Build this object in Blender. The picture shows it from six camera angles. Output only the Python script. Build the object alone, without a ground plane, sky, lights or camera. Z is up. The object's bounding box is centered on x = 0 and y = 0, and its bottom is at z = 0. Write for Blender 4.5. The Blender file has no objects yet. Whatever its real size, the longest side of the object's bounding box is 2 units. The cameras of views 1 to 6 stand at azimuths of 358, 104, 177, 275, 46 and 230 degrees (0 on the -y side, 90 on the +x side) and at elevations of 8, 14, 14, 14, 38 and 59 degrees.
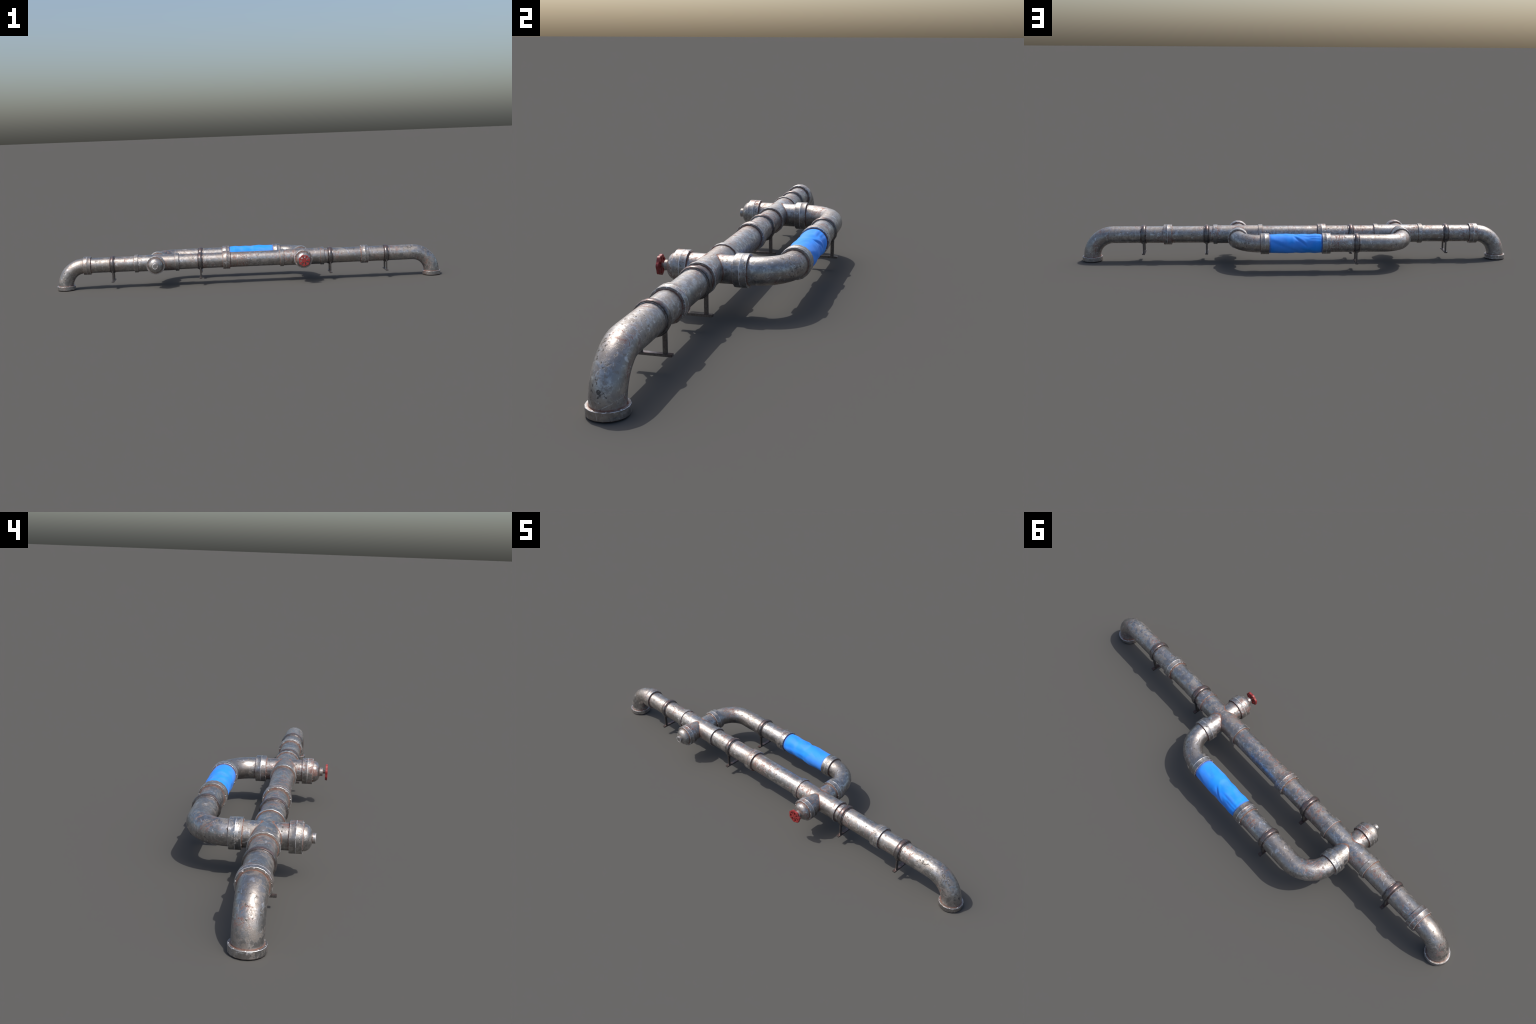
import bpy, bmesh, math
from math import pi, sin, cos, radians, exp
from mathutils import Vector, Matrix, noise

# ------------------------------------------------------------------ sizes
SEG = 18                      # facets round every pipe and ring
AX_Z = 0.120                  # height of all pipe axes
MAIN_Y = -0.050               # main run
BR_Y = 0.155                  # by-pass branch
R_PIPE = 0.0390
R_CROSS = 0.0420
R_ARM = 0.0392
R_COUP = 0.0468
R_BEND = 0.100
X_END = 0.9535                # centre of the standing ends
X_CROSS = (0.273, -0.480)
COUP_W = 0.0185               # half width of a coupling

# ------------------------------------------------------------------ nodes
class NT:
    def __init__(s, name):
        s.mat = bpy.data.materials.new(name)
        s.mat.use_nodes = True
        s.t = s.mat.node_tree
        s.t.nodes.clear()
        s.out = s.t.nodes.new('ShaderNodeOutputMaterial')
        s.bsdf = s.t.nodes.new('ShaderNodeBsdfPrincipled')
        s.t.links.new(s.bsdf.outputs[0], s.out.inputs[0])
        s.geo = s.t.nodes.new('ShaderNodeNewGeometry')
        s.pos = s.geo.outputs['Position']
    def link(s, a, b):
        if hasattr(a, 'is_output'):
            s.t.links.new(a, b)
        else:
            b.default_value = a
    def math(s, op, a, b=0.0, c=None, clamp=False):
        n = s.t.nodes.new('ShaderNodeMath'); n.operation = op; n.use_clamp = clamp
        s.link(a, n.inputs[0]); s.link(b, n.inputs[1])
        if c is not None: s.link(c, n.inputs[2])
        return n.outputs[0]
    def map(s, loc=(0, 0, 0), rot=(0, 0, 0), scale=(1, 1, 1), vec=None):
        n = s.t.nodes.new('ShaderNodeMapping')
        s.link(vec if vec is not None else s.pos, n.inputs['Vector'])
        n.inputs['Location'].default_value = loc
        n.inputs['Rotation'].default_value = rot
        n.inputs['Scale'].default_value = scale
        return n.outputs[0]
    def noise(s, scale, detail=4, rough=0.55, dist=0.0, vec=None):
        n = s.t.nodes.new('ShaderNodeTexNoise')
        s.link(vec if vec is not None else s.pos, n.inputs['Vector'])
        n.inputs['Scale'].default_value = scale
        n.inputs['Detail'].default_value = detail
        n.inputs['Roughness'].default_value = rough
        n.inputs['Distortion'].default_value = dist
        return n.outputs['Fac']
    def ramp(s, fac, lo, hi, a=0.0, b=1.0, smooth=True):
        n = s.t.nodes.new('ShaderNodeMapRange')
        n.interpolation_type = 'SMOOTHSTEP' if smooth else 'LINEAR'
        s.link(fac, n.inputs['Value'])
        n.inputs['From Min'].default_value = lo; n.inputs['From Max'].default_value = hi
        n.inputs['To Min'].default_value = a; n.inputs['To Max'].default_value = b
        return n.outputs['Result']
    def mix(s, fac, a, b):
        n = s.t.nodes.new('ShaderNodeMix'); n.data_type = 'RGBA'
        s.link(fac, n.inputs['Factor'])
        for v, k in ((a, 'A'), (b, 'B')):
            i = [q for q in n.inputs if q.name == k and q.type == 'RGBA'][0]
            s.link(v if hasattr(v, 'is_output') else (*v, 1.0), i)
        return [o for o in n.outputs if o.type == 'RGBA'][0]
    def fmix(s, fac, a, b):
        n = s.t.nodes.new('ShaderNodeMix'); n.data_type = 'FLOAT'
        s.link(fac, n.inputs['Factor'])
        s.link(a, n.inputs[2]); s.link(b, n.inputs[3])
        return n.outputs[0]
    def ao(s, dist):
        n = s.t.nodes.new('ShaderNodeAmbientOcclusion')
        n.samples = 8; n.inputs['Distance'].default_value = dist
        return n.outputs['AO']
    def bump(s, h, strength, dist):
        n = s.t.nodes.new('ShaderNodeBump')
        n.inputs['Strength'].default_value = strength
        n.inputs['Distance'].default_value = dist
        s.link(h, n.inputs['Height'])
        s.t.links.new(n.outputs[0], s.bsdf.inputs['Normal'])
    def near(s, spots, base, lift=0.24):
        """raise a mask smoothly around a few places on the object"""
        for p, rad in spots:
            n = s.t.nodes.new('ShaderNodeVectorMath'); n.operation = 'DISTANCE'
            s.link(s.pos, n.inputs[0]); n.inputs[1].default_value = p
            base = s.math('ADD', base, s.ramp(n.outputs['Value'], rad * 0.4, rad, lift, 0.0))
        return base
    def hairlines(s, scale, width, rot, stretch, keep):
        """thin curved scratches: iso-lines of a stretched noise, kept in patches"""
        v = s.map(rot=rot, scale=stretch)
        d = s.math('ABSOLUTE', s.math('SUBTRACT', s.noise(scale, 0.0, 0.4, 0.0, v), 0.5))
        line = s.ramp(d, width * 0.35, width, 1.0, 0.0)
        patch = s.ramp(s.noise(scale * 2.2, 2, 0.6, 0, s.map(loc=(3.1, 7.7, 1.3), rot=rot)), keep, keep + 0.10)
        return s.math('MULTIPLY', line, patch)


# knocked and scuffed outer bends
CHIPPED = [((0.985, -0.060, 0.085), 0.060), ((0.935, -0.070, 0.150), 0.045), ((-0.970, -0.075, 0.110), 0.045),
           ((0.225, 0.150, 0.125), 0.050), ((-0.420, 0.150, 0.100), 0.045), ((0.830, -0.075, 0.145), 0.040)]
# places where water sits and the zinc has failed
RUSTY = [((-0.630, -0.050, 0.155), 0.050), ((-0.545, -0.030, 0.145), 0.045), ((-0.455, 0.115, 0.150), 0.060),
         ((0.115, -0.070, 0.145), 0.060), ((0.205, -0.080, 0.130), 0.050), ((0.375, -0.030, 0.155), 0.040),
         ((0.755, -0.075, 0.140), 0.050), ((0.930, -0.015, 0.055), 0.050), ((-0.480, -0.120, 0.150), 0.045),
         ((-0.120, 0.150, 0.160), 0.035), ((0.020, -0.030, 0.140), 0.030), ((-0.800, -0.020, 0.130), 0.040),
         ((0.600, -0.050, 0.085), 0.045), ((0.460, -0.085, 0.130), 0.035)]


def steel(name, tone=(0.408, 0.400, 0.394), dirt=1.0, crevice=True, lines=True, rust_amt=1.0, welds=False):
    m = NT(name)
    n_big = m.noise(10, 7, 0.62, 0.25)
    n_mid = m.noise(60, 7, 0.68, 0.35, m.map(loc=(5, 2, 9)))
    n_fine = m.noise(210, 4, 0.65, 0.0, m.map(loc=(1, 8, 4)))
    # tarnish: metal broken by darker and lighter clouds
    cloud = m.math('MULTIPLY_ADD', n_mid, 0.72, m.math('MULTIPLY', n_big, 0.28))
    col = m.mix(m.ramp(cloud, 0.43, 0.57), tuple(c * 0.72 for c in tone), tuple(c * 1.15 for c in tone))
    # warm haze over whole stretches
    haze = m.math('MULTIPLY', m.ramp(m.noise(5.5, 3, 0.55, 0.2, m.map(loc=(1.7, 6.2, 3.3))), 0.44, 0.62), 0.55 * dirt)
    col = m.mix(haze, col, (0.360, 0.308, 0.270))
    # crisp-edged grey-brown oxide patches
    ox = m.math('MULTIPLY_ADD', m.noise(52, 8, 0.74, 0.3, m.map(loc=(8, 8, 2))), 0.62, m.math('MULTIPLY', n_big, 0.38))
    film = m.math('MULTIPLY', m.ramp(ox, 0.512, 0.540), 0.66 * dirt)
    col = m.mix(film, col, m.mix(n_fine, (0.205, 0.180, 0.160), (0.310, 0.272, 0.240)))
    # dark pits and chips
    pit = m.math('MULTIPLY', m.ramp(m.near(CHIPPED, m.noise(105, 5, 0.66, 0.3, m.map(loc=(9, 1, 6))), 0.055), 0.605, 0.630),
                 m.ramp(m.near(CHIPPED, m.noise(15, 2, 0.5), 0.08), 0.46, 0.56))
    col = m.mix(m.math('MULTIPLY', pit, 0.8), col, (0.11, 0.10, 0.09))
    # red rust: dabbed, streaky stains in patches, and a few solid spots
    st = m.noise(58, 7, 0.74, 0.9, m.map(loc=(2, 3, 5), rot=(0.4, 0.3, 0.6), scale=(1.7, 0.6, 0.8)))
    where = m.noise(6.0, 3, 0.6, 0, m.map(loc=(7.3, 4.1, 2.2)))
    where = m.near(RUSTY, where)
    rust = m.math('MULTIPLY', m.ramp(st, 0.49, 0.60), m.ramp(where, 0.515, 0.62), clamp=True)
    spot = m.ramp(m.noise(62, 4, 0.6, 1.0, m.map(loc=(11, 13, 17))), 0.715, 0.735)
    rust = m.math('MAXIMUM', m.math('MULTIPLY', rust, 0.76), m.math('MULTIPLY', spot, 0.85))
    rust = m.math('MULTIPLY', rust, rust_amt)
    col = m.mix(rust, col, m.mix(n_fine, (0.140, 0.046, 0.033), (0.265, 0.112, 0.084)))
    rough = m.ramp(cloud, 0.40, 0.60, 0.43, 0.30)
    rough = m.fmix(film, rough, 0.60)
    rough = m.fmix(haze, rough, 0.46)
    rough = m.fmix(rust, rough, 0.62)
    rough = m.fmix(pit, rough, 0.75)
    metal = m.math('SUBTRACT', 0.95, m.math('MULTIPLY', film, 0.50))
    metal = m.math('MULTIPLY', metal, m.math('SUBTRACT', 1.0, m.math('MULTIPLY', rust, 0.75)))
    if lines:
        s1 = m.hairlines(22, 0.016, (0.3, 0.5, 0.9), (1.0, 0.22, 1.0), 0.52)
        s2 = m.hairlines(30, 0.016, (1.1, 0.2, 2.1), (0.22, 1.0, 1.0), 0.53)
        s3 = m.hairlines(44, 0.018, (0.6, 1.0, 0.4), (1.0, 1.0, 0.22), 0.54)
        sc = m.math('MAXIMUM', m.math('MAXIMUM', s1, s2), s3)
        col = m.mix(m.math('MULTIPLY', sc, 0.60), col, (0.70, 0.71, 0.73))
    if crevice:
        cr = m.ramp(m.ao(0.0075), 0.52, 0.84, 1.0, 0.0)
        if welds:
            sep = m.t.nodes.new('ShaderNodeSeparateXYZ')
            m.t.links.new(m.pos, sep.inputs[0])
            X, Y, Z = sep.outputs
            zz = m.math('POWER', m.math('SUBTRACT', Z, AX_Z), 2.0)
            hy = m.math('SQRT', m.math('ADD', m.math('POWER', m.math('SUBTRACT', Y, MAIN_Y), 2.0), zz))
            on_run = m.math('ABSOLUTE', m.math('SUBTRACT', hy, R_CROSS))
            seam = 0.0
            for xc in X_CROSS:
                hx = m.math('SQRT', m.math('ADD', m.math('POWER', m.math('SUBTRACT', X, xc), 2.0), zz))
                d = m.math('MAXIMUM', m.math('ABSOLUTE', m.math('SUBTRACT', hx, R_ARM)), on_run)
                seam = m.math('MAXIMUM', seam, m.ramp(d, 0.0004, 0.0011, 1.0, 0.0))
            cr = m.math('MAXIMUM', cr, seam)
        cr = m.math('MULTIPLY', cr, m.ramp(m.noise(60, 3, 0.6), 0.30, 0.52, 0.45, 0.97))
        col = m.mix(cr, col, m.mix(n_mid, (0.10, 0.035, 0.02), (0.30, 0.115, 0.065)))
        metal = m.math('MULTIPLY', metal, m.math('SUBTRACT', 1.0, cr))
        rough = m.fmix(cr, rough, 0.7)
    m.link(col, m.bsdf.inputs['Base Color'])
    m.link(metal, m.bsdf.inputs['Metallic'])
    m.link(rough, m.bsdf.inputs['Roughness'])
    h = m.math('MULTIPLY_ADD', n_mid, 0.6, m.math('MULTIPLY', n_fine, 0.4))
    h = m.math('SUBTRACT', h, m.math('MULTIPLY', pit, 0.6))
    h = m.math('SUBTRACT', h, m.math('MULTIPLY', film, 0.25))
    m.bump(h, 0.5, 0.0012)
    return m.mat


def worn_edge(name):
    m = NT(name)
    n = m.noise(95, 4, 0.6)
    big = m.noise(17, 3, 0.5, 0, m.map(loc=(4, 4, 1)))
    k = m.ramp(m.math('MULTIPLY_ADD', n, 0.55, m.math('MULTIPLY', big, 0.45)), 0.43, 0.51)
    m.link(m.mix(k, (0.26, 0.24, 0.225), (0.74, 0.75, 0.77)), m.bsdf.inputs['Base Color'])
    m.bsdf.inputs['Metallic'].default_value = 0.55
    m.bsdf.inputs['Roughness'].default_value = 0.45
    return m.mat


def iron(name):
    m = NT(name)
    sep = m.t.nodes.new('ShaderNodeSeparateXYZ')
    m.t.links.new(m.geo.outputs['Normal'], sep.inputs[0])
    n = m.noise(70, 6, 0.66, 0.3)
    n2 = m.noise(220, 3, 0.6)
    up = m.ramp(sep.outputs['Z'], 0.20, 0.95)
    k = m.math('MULTIPLY', m.ramp(m.math('MULTIPLY_ADD', up, 0.20, n), 0.54, 0.76), 0.75)
    col = m.mix(m.ramp(n2, 0.35, 0.65), (0.132, 0.124, 0.122), (0.205, 0.193, 0.190))
    col = m.mix(k, col, m.mix(n2, (0.105, 0.055, 0.050), (0.215, 0.135, 0.125)))
    m.link(col, m.bsdf.inputs['Base Color'])
    m.link(m.fmix(k, 0.80, 0.60), m.bsdf.inputs['Metallic'])
    m.link(m.fmix(k, 0.30, 0.38), m.bsdf.inputs['Roughness'])
    m.bump(n, 0.25, 0.0006)
    return m.mat


def iron_lip(name):
    m = NT(name)
    n = m.noise(80, 5, 0.62, 0.3)
    m.link(m.mix(m.ramp(n, 0.44, 0.58), (0.11, 0.075, 0.068), (0.21, 0.21, 0.22)), m.bsdf.inputs['Base Color'])
    m.bsdf.inputs['Metallic'].default_value = 0.8
    m.bsdf.inputs['Roughness'].default_value = 0.40
    return m.mat


def cloth(name, x_lo, x_hi):
    m = NT(name)
    sep = m.t.nodes.new('ShaderNodeSeparateXYZ')
    m.t.links.new(m.pos, sep.inputs[0])
    x = sep.outputs['X']
    # distance from nearest hem -> purple-grey tint, contact shade painted in beside the couplings
    edge = m.math('MINIMUM', m.math('SUBTRACT', x, x_lo), m.math('SUBTRACT', x_hi, x))
    edge = m.math('MULTIPLY_ADD', m.math('SUBTRACT', m.noise(60, 4, 0.6), 0.5), 0.012, edge)
    hem = m.ramp(edge, 0.0, 0.013, 0.80, 0.0)
    n = m.noise(14, 4, 0.55, 0.4, m.map(scale=(1.0, 1.6, 1.6)))
    base = m.mix(m.ramp(n, 0.42, 0.62), (0.014, 0.275, 0.96), (0.050, 0.29, 0.96))
    base = m.mix(hem, base, (0.10, 0.11, 0.26))
    m.link(base, m.bsdf.inputs['Base Color'])
    m.bsdf.inputs['Roughness'].default_value = 0.66
    m.bsdf.inputs['Specular IOR Level'].default_value = 0.35
    m.bsdf.inputs['Sheen Weight'].default_value = 0.05
    # gathered cross-wise wrinkles
    w = m.noise(30, 3, 0.5, 0.5, m.map(rot=(0, 0.0, 0.12), scale=(4.2, 0.7, 0.7)))
    p = m.ramp(m.noise(13, 2, 0.5, 0, m.map(loc=(2, 2, 7))), 0.42, 0.62)
    h = m.math('MULTIPLY_ADD', m.math('MULTIPLY', w, p), 0.9, m.math('MULTIPLY', m.noise(240, 2), 0.05))
    m.bump(h, 0.32, 0.0022)
    return m.mat


def red_paint(name):
    m = NT(name)
    n = m.noise(120, 4, 0.6)
    m.link(m.mix(m.ramp(n, 0.40, 0.66), (0.235, 0.024, 0.024), (0.32, 0.040, 0.038)), m.bsdf.inputs['Base Color'])
    m.bsdf.inputs['Roughness'].default_value = 0.42
    m.bump(n, 0.15, 0.0004)
    return m.mat


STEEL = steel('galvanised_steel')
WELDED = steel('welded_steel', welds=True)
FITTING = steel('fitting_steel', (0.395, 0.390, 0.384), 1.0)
WORN = worn_edge('worn_bright_edge')
IRON = iron('dark_rusty_iron')
LIP = iron_lip('worn_iron_lip')
RED = red_paint('red_enamel')
BOLT = worn_edge('bolt_steel')

# ------------------------------------------------------------------ helpers
ROOT = bpy.data.objects.new('pipeline', None)
bpy.context.scene.collection.objects.link(ROOT)
ROOT['label'] = 'long rusty steel pipe run with by-pass loop, red handwheel and blue cloth wrap'
ROOT['category'] = 'pipes'

def put(name, mesh, mats=(), mat4=None, parent=ROOT):
    o = bpy.data.objects.new(name, mesh)
    bpy.context.scene.collection.objects.link(o)
    if mats and not mesh.materials:
        for m in mats: mesh.materials.append(m)
    o.parent = parent
    if mat4 is not None:
        o.matrix_world = mat4
    return o

def finish(bm, name, sharp=35):
    bmesh.ops.recalc_face_normals(bm, faces=bm.faces[:])
    for f in bm.faces: f.smooth = True
    me = bpy.data.meshes.new(name)
    bm.to_mesh(me); bm.free()
    me.set_sharp_from_angle(angle=radians(sharp))
    return me

def tube(name, pts, normal, r, phase=0.0, seg=SEG):
    """skin a circle along a planar path; normal = axis of the bending plane"""
    bm = bmesh.new(); rings = []
    n = Vector(normal)
    P = [Vector(p) for p in pts]
    for i, p in enumerate(P):
        t = (P[min(i + 1, len(P) - 1)] - P[max(i - 1, 0)]).normalized()
        b = t.cross(n).normalized()
        rings.append([bm.verts.new(p + r * (n * cos(a) + b * sin(a)))
                      for a in [phase + 2 * pi * k / seg for k in range(seg)]])
    for A, B in zip(rings, rings[1:]):
        for k in range(seg):
            bm.faces.new((A[k], A[(k + 1) % seg], B[(k + 1) % seg], B[k]))
    bm.faces.new(rings[0]); bm.faces.new(rings[-1])
    return finish(bm, name, 50)

def lathe(name, prof, seg=SEG, loop=True, mats=None, sharp=32):
    """profile of (axial, radius) spun round local X; radius 0 closes to a point"""
    bm = bmesh.new(); rings = []
    for a, r in prof:
        if r < 1e-6:
            rings.append([bm.verts.new((a, 0, 0))])
        else:
            rings.append([bm.verts.new((a, r * cos(2 * pi * k / seg), r * sin(2 * pi * k / seg))) for k in range(seg)])
    pairs = list(zip(range(len(prof)), range(1, len(prof))))
    if loop: pairs.append((len(prof) - 1, 0))
    for j, (i0, i1) in enumerate(pairs):
        A, B = rings[i0], rings[i1]
        for k in range(seg):
            k2 = (k + 1) % seg
            if len(A) == 1 and len(B) == 1: continue
            if len(A) == 1: f = bm.faces.new((A[0], B[k], B[k2]))
            elif len(B) == 1: f = bm.faces.new((A[k], A[k2], B[0]))
            else: f = bm.faces.new((A[k], A[k2], B[k2], B[k]))
            if mats: f.material_index = mats[j]
    return finish(bm, name, sharp)

def box(name, sx, sy, sz, bev=0.0008):
    bm = bmesh.new()
    bmesh.ops.create_cube(bm, size=1.0)
    bmesh.ops.scale(bm, vec=(sx, sy, sz), verts=bm.verts[:])
    bmesh.ops.bevel(bm, geom=bm.edges[:], offset=bev, segments=2, affect='EDGES')
    return finish(bm, name, 40)

def arc(cx, cy, r, a0, a1, n=10):
    return [(cx + r * cos(a), cy + r * sin(a)) for a in [a0 + (a1 - a0) * i / n for i in range(n + 1)]]

def X_at(x, y=MAIN_Y, z=AX_Z):
    return Matrix.Translation((x, y, z))
def Y_at(x, y, z=AX_Z, sign=1):           # local X -> world +-Y
    return Matrix.Translation((x, y, z)) @ Matrix.Rotation(sign * pi / 2, 4, 'Z')
def Z_at(x, y, z):                        # local X -> world Z
    return Matrix.Translation((x, y, z)) @ Matrix.Rotation(-pi / 2, 4, 'Y')

# ------------------------------------------------------------------ pipes
def straight_main(name, x0, x1):
    n = 6
    put(name, tube(name, [(x0 + (x1 - x0) * i / n, MAIN_Y, AX_Z) for i in range(n + 1)], (0, 1, 0), R_PIPE), (STEEL,))

X_COUP = (-0.838, -0.1195, 0.5995)
RINGS = (-0.585, -0.375, 0.1685, 0.3785)
straight_main('pipe_section', X_COUP[0], RINGS[0])
straight_main('pipe_section', RINGS[1], X_COUP[1])
straight_main('pipe_section', X_COUP[1] + 0.001, RINGS[2])
straight_main('pipe_section', RINGS[3], X_COUP[2])

def standing_elbow(sgn, x_start):
    cx, cz = X_END - R_BEND, AX_Z - R_BEND
    path = [(x_start, AX_Z), ((x_start + cx) / 2, AX_Z)] + arc(cx, cz, R_BEND, pi / 2, 0, 11) + [(X_END, 0.004)]
    put('pipe_elbow', tube('pipe_elbow', [(sgn * x, MAIN_Y, z) for x, z in path], (0, 1, 0), R_PIPE), (STEEL,))
standing_elbow(1, 0.6005)
standing_elbow(-1, 0.839)

# by-pass: arm -> bend -> straight
BR_COUP = (0.1530, -0.1220)
Y_COL = 0.0365                            # collar centre on the branch side
def bypass(x_arm, sgn, x_end):
    cx, cy = x_arm + sgn * R_BEND, BR_Y - R_BEND
    a0 = pi if sgn > 0 else 0
    path = [(x_arm, Y_COL)] + arc(cx, cy, R_BEND, a0, pi / 2, 11)
    n = 4
    path += [(cx + (x_end - cx) * i / n, BR_Y) for i in range(1, n + 1)]
    put('branch_pipe', tube('branch_pipe', [(x, y, AX_Z) for x, y in path], (0, 0, 1), R_PIPE, radians(10)), (STEEL,))
bypass(X_CROSS[0], -1, BR_COUP[0])
bypass(X_CROSS[1], 1, BR_COUP[1])

# ------------------------------------------------------------------ couplings, rings, flanges
def bolt_ring(axials, r_circle, count, offset=pi / 2):
    """row of small round bolt heads on each given (position, facing)"""
    bm = bmesh.new()
    for a, face in axials:
        for k in range(count):
            t = offset + 2 * pi * k / count
            c = Vector((a, r_circle * cos(t), r_circle * sin(t)))
            M = Matrix.Translation(c) @ Matrix.Diagonal((0.55, 1, 1, 1))
            bmesh.ops.create_icosphere(bm, subdivisions=2, radius=0.0016, matrix=M)
    return finish(bm, 'bolt_heads')

def band_profile(w, r_out, r_in, c=0.0005, mid=True):
    """outer skin of a two-part clamp ring with bright worn edges"""
    prof = [(-w, r_in), (-w, r_out - c), (-w + c, r_out)]
    mats = [0, 1, 0]
    if mid:
        prof += [(-0.0007, r_out), (0.0, r_out + 0.00035), (0.0007, r_out)]
        mats += [1, 1, 0]
    prof += [(w - c, r_out), (w, r_out - c), (w, r_in)]
    mats += [1, 0, 0]
    return prof, mats

p, mm = band_profile(COUP_W, R_COUP, 0.034)
ME_COUP = lathe('pipe_coupling', p, mats=mm)
ME_BOLTS = bolt_ring([(-COUP_W, -1), (COUP_W, 1)], 0.0432, 9)
p, mm = band_profile(0.0092, 0.0460, 0.034, 0.0005, mid=False)
ME_RING = lathe('socket_ring', p, mats=mm)

def coupling(M, parent=ROOT, name='pipe_coupling'):
    o = put(name, ME_COUP, (FITTING, WORN), M, parent)
    b = put('bolt_heads', ME_BOLTS, (BOLT,), M, o if parent is ROOT else parent)
    b['kind'] = 'stuff'
    return o
for x in X_COUP: coupling(X_at(x))
for x in BR_COUP: coupling(X_at(x, BR_Y))
for x in RINGS: put('socket_ring', ME_RING, (FITTING, WORN), X_at(x))

FL_H = 0.0195
ME_FL = lathe('end_flange', [(0, 0), (0, R_COUP - 0.001), (0.001, R_COUP - 0.0003), (FL_H - 0.0006, R_COUP - 0.0003), (FL_H, R_COUP - 0.0009), (FL_H, 0.034), (FL_H - 0.006, 0.034), (FL_H - 0.006, 0)],
              loop=False, mats=[0, 0, 0, 1, 0, 0, 0])
ME_FLB = bolt_ring([(FL_H, 1)], 0.0430, 9, pi / 18)
for s in (1, -1):
    f = put('end_flange', ME_FL, (FITTING, WORN), Z_at(s * X_END, MAIN_Y, 0))
    b = put('bolt_heads', ME_FLB, (BOLT,), Z_at(s * X_END, MAIN_Y, 0), f)
    b['kind'] = 'stuff'

# ------------------------------------------------------------------ cross fittings with capped valve arms
Y_CAPCOL = -0.1310
dome = [(0.0, 0.0375)]
DOME_X0, DOME_L, DOME_R = 0.0200, 0.0255, 0.0382
dome = [(0.0, DOME_R), (DOME_X0, DOME_R)]
for i in range(1, 9):
    a = (pi / 2) * i / 9
    dome.append((DOME_X0 + DOME_L * sin(a), DOME_R * (cos(a) ** 0.80)))
dome.append((DOME_X0 + DOME_L, 0.0))
ME_DOME = lathe('end_cap', dome, seg=24, loop=False, sharp=60)
c = 0.0007
ME_BOSS = lathe('cap_boss', [(-0.010, 0), (-0.010, 0.0150), (0.0085 - c, 0.0148), (0.0085, 0.0148 - c), (0.0085, 0.0118), (0.0080, 0.0116), (0.0080, 0)],
                seg=16, loop=False, mats=[0, 0, 1, 1, 0, 0])
ME_STEM = lathe('valve_stem', [(0, 0), (0, 0.0058), (0.022, 0.0058), (0.022, 0)], seg=12, loop=False)
ARM = {}
for key, (y0, y1) in {'branch': (MAIN_Y, Y_COL), 'valve': (MAIN_Y, Y_CAPCOL)}.items():
    ARM[key] = (y0, y1)

for x in X_CROSS:
    near = sorted(RINGS, key=lambda r: abs(r - x))[:2]
    lo, hi = min(near), max(near)
    body = put('cross_fitting', tube('cross_fitting', [(lo + (hi - lo) * i / 6, MAIN_Y, AX_Z) for i in range(7)], (0, 1, 0), R_CROSS), (WELDED,))
    for nm, y1 in (('branch_arm', Y_COL - 0.001), ('valve_arm', Y_CAPCOL)):
        put(nm, tube(nm, [(x, MAIN_Y + (y1 - MAIN_Y) * i / 3, AX_Z) for i in range(4)], (0, 0, 1), R_ARM, radians(10)), (WELDED,), None, body)
    coupling(Y_at(x, Y_COL), body, 'arm_collar')
    coupling(Y_at(x, Y_CAPCOL), body, 'arm_collar')
    cap = put('end_cap', ME_DOME, (FITTING,), Y_at(x, Y_CAPCOL, sign=-1))
    y_top = Y_CAPCOL - DOME_X0 - DOME_L
    put('cap_boss', ME_BOSS, (FITTING, WORN), Y_at(x, y_top, sign=-1), cap)

# ------------------------------------------------------------------ handwheel
def handwheel():
    n_sp, per = 7, 18
    N = n_sp * per
    hole_half = {3: 3, 4: 4, 5: 5}                         # columns each side of a hole centre
    radii = [0.0, 0.0045, 0.0060, 0.0080, 0.0130, 0.0182, 0.0230, 0.0240, 0.0266, 0.0282]
    def rim(t):                            # lobed outline, lobes in line with spokes
        return 1.0 + 0.050 * cos(n_sp * t)
    def relief(r):
        if r < 0.009: return 0.0036
        if r < 0.0225: return 0.0030
        return 0.0042 if r < 0.027 else 0.0036
    bm = bmesh.new(); top, bot = [], []
    for r in radii:
        for L, s in ((top, 1), (bot, -1)):
            if r == 0:
                L.append([bm.verts.new((s * relief(r), 0, 0))]); continue
            ring = []
            for k in range(N):
                t = 2 * pi * k / N
                rr = r * (1 + (rim(t) - 1) * min(1, max(0, (r - 0.015) / 0.011)))
                ring.append(bm.verts.new((s * relief(r), rr * cos(t), rr * sin(t))))
            L.append(ring)
    def hole(j, k):
        if not (3 <= j < 6): return False
        d = (k % per) - per // 2
        return -hole_half[j] <= d < hole_half[j]
    for L in (top, bot):
        for j in range(len(radii) - 1):
            for k in range(N):
                k2 = (k + 1) % N
                if j == 0: bm.faces.new((L[0][0], L[1][k], L[1][k2]))
                elif not hole(j, k): bm.faces.new((L[j][k], L[j][k2], L[j + 1][k2], L[j + 1][k]))
    tv = {v: b for A, B in zip(top, bot) for v, b in zip(A, B)}
    for e in [e for e in bm.edges if len(e.link_faces) == 1 and e.verts[0] in tv]:
        a, b = e.verts
        bm.faces.new((a, b, tv[b], tv[a]))
    bmesh.ops.delete(bm, geom=[v for v in bm.verts if not v.link_faces], context='VERTS')
    return finish(bm, 'handwheel', 38)

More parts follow.
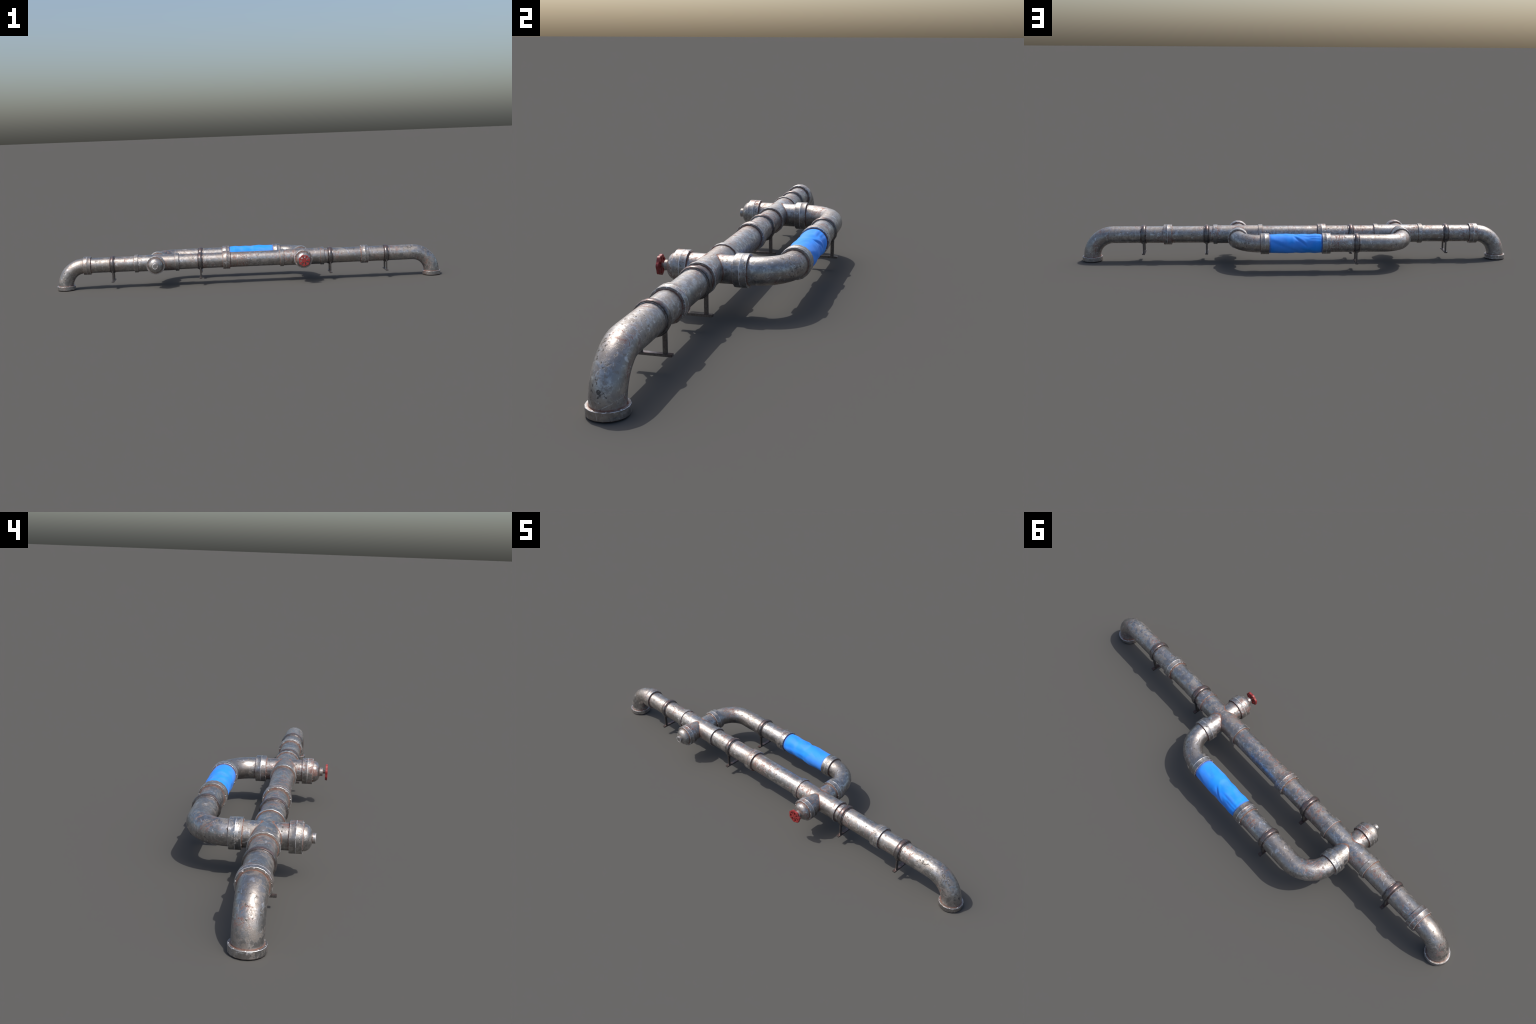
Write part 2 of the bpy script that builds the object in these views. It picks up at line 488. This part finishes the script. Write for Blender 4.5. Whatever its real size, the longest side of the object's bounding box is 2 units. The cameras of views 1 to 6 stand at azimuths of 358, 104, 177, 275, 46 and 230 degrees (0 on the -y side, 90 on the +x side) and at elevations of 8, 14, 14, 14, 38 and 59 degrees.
Y_WHEEL = -0.1986
put('handwheel', handwheel(), (RED,), Y_at(X_CROSS[0], Y_WHEEL, AX_Z, -1) @ Matrix.Rotation(radians(6), 4, 'X'))
put('valve_stem', ME_STEM, (FITTING,), Y_at(X_CROSS[0], -0.1755, sign=-1))

# ------------------------------------------------------------------ pipe supports
ring_prof = [(-0.0135, 0.036), (-0.0135, 0.0405), (-0.0126, 0.0416), (-0.0100, 0.0416), (-0.0088, 0.0408),
             (-0.0084, 0.0434), (-0.0066, 0.0449), (-0.0030, 0.0457), (0.0030, 0.0457), (0.0066, 0.0449), (0.0084, 0.0434),
             (0.0088, 0.0408), (0.0100, 0.0416), (0.0126, 0.0416), (0.0135, 0.0405), (0.0135, 0.036)]
ME_CLAMP = lathe('pipe_support', ring_prof, sharp=40, mats=[0, 1, 1, 0, 0, 0, 0, 0, 0, 0, 0, 0, 1, 1, 0, 0])
ME_POST = box('support_post', 0.0068, 0.0108, 0.056)
ME_FOOT = box('foot_bar', 0.0130, 0.0950, 0.0066)
for x, y in ((-0.7075, MAIN_Y), (-0.2555, MAIN_Y), (0.4195, MAIN_Y), (0.7120, MAIN_Y), (-0.2575, BR_Y)):
    cl = put('pipe_support', ME_CLAMP, (IRON, LIP), X_at(x, y))
    for d in (-0.030, 0.030):
        put('support_post', ME_POST, (IRON,), Matrix.Translation((x, y + d, 0.0655)), cl)
    put('foot_bar', ME_FOOT, (IRON,), Matrix.Translation((x, y, 0.0362)), cl)

# ------------------------------------------------------------------ blue cloth wrap
W0, W1 = -0.1045, 0.1355
BULGE = [(0.137, 0.0415), (0.107, 0.0418), (0.082, 0.0426), (0.055, 0.0437), (0.033, 0.0427), (0.0145, 0.0410),
         (-0.0145, 0.0423), (-0.0434, 0.0412), (-0.0723, 0.0431), (-0.090, 0.0420), (-0.106, 0.0405)]
def girth(x):
    for (xa, ra), (xb, rb) in zip(BULGE, BULGE[1:]):
        if xb <= x <= xa:
            u = (x - xb) / (xa - xb)
            u = u * u * (3 - 2 * u)
            return 0.0420 + 1.25 * (rb + (ra - rb) * u - 0.0420)
    return BULGE[0][1] if x > 0 else BULGE[-1][1]
# pleats: (x start, angle, x end, angle, depth, half width); angle from +y towards +z
PLEATS = [(0.118, 20, 0.025, -32, 0.0012, 0.0085), (0.018, 50, -0.028, 0, 0.0020, 0.0072),
          (-0.026, 56, -0.100, 53, 0.0017, 0.0058), (-0.050, 40, -0.100, 38, 0.0011, 0.0050),
          (0.100, -60, 0.010, -85, 0.0013, 0.0090), (-0.010, -30, -0.085, -62, 0.0013, 0.0090),
          (0.060, 200, -0.020, 178, 0.0010, 0.0080), (0.020, 150, -0.080, 165, 0.0009, 0.0085),
          (0.095, 230, 0.000, 250, 0.0013, 0.0085), (0.110, 95, 0.060, 70, 0.0008, 0.0080)]
def pleat_shift(x, ang):
    h = 0.0
    for xa, aa, xb, ab, dep, wid in PLEATS:
        u = (xa - x) / (xa - xb)
        if u < -0.25 or u > 1.25: continue
        fade = min(1, max(0, (u + 0.25) / 0.35)) * min(1, max(0, (1.25 - u) / 0.35))
        d = (ang - (aa + (ab - aa) * u) + 540) % 360 - 180
        s = radians(d) * 0.042
        h += fade * dep * 0.9 * (0.85 * exp(-((s - wid * 1.6) / (wid * 1.3)) ** 2) - exp(-(s / wid) ** 2))
    return h
def wrap():
    nx, na = 150, 144
    bm = bmesh.new(); rings = []
    for i in range(nx + 1):
        x = W0 + (W1 - W0) * i / nx
        tuck = min(1, min(x - W0, W1 - x) / 0.012)
        ring = []
        for k in range(na):
            a = 2 * pi * k / na
            q = Vector((x * 16, cos(a) * 1.1, sin(a) * 1.1))
            r = girth(x) + tuck * (0.0007 * noise.noise(q + Vector((3, 1, 4))) + pleat_shift(x, math.degrees(a)))
            r = max(r, 0.0392)
            ring.append(bm.verts.new((x, r * cos(a), r * sin(a))))
        rings.append(ring)
    for A, B in zip(rings, rings[1:]):
        for k in range(na):
            bm.faces.new((A[k], A[(k + 1) % na], B[(k + 1) % na], B[k]))
    bm.faces.new(rings[0]); bm.faces.new(rings[-1])
    return finish(bm, 'cloth_wrap', 60)
put('cloth_wrap', wrap(), (cloth('blue_cloth', W0, W1),), X_at(0, BR_Y))
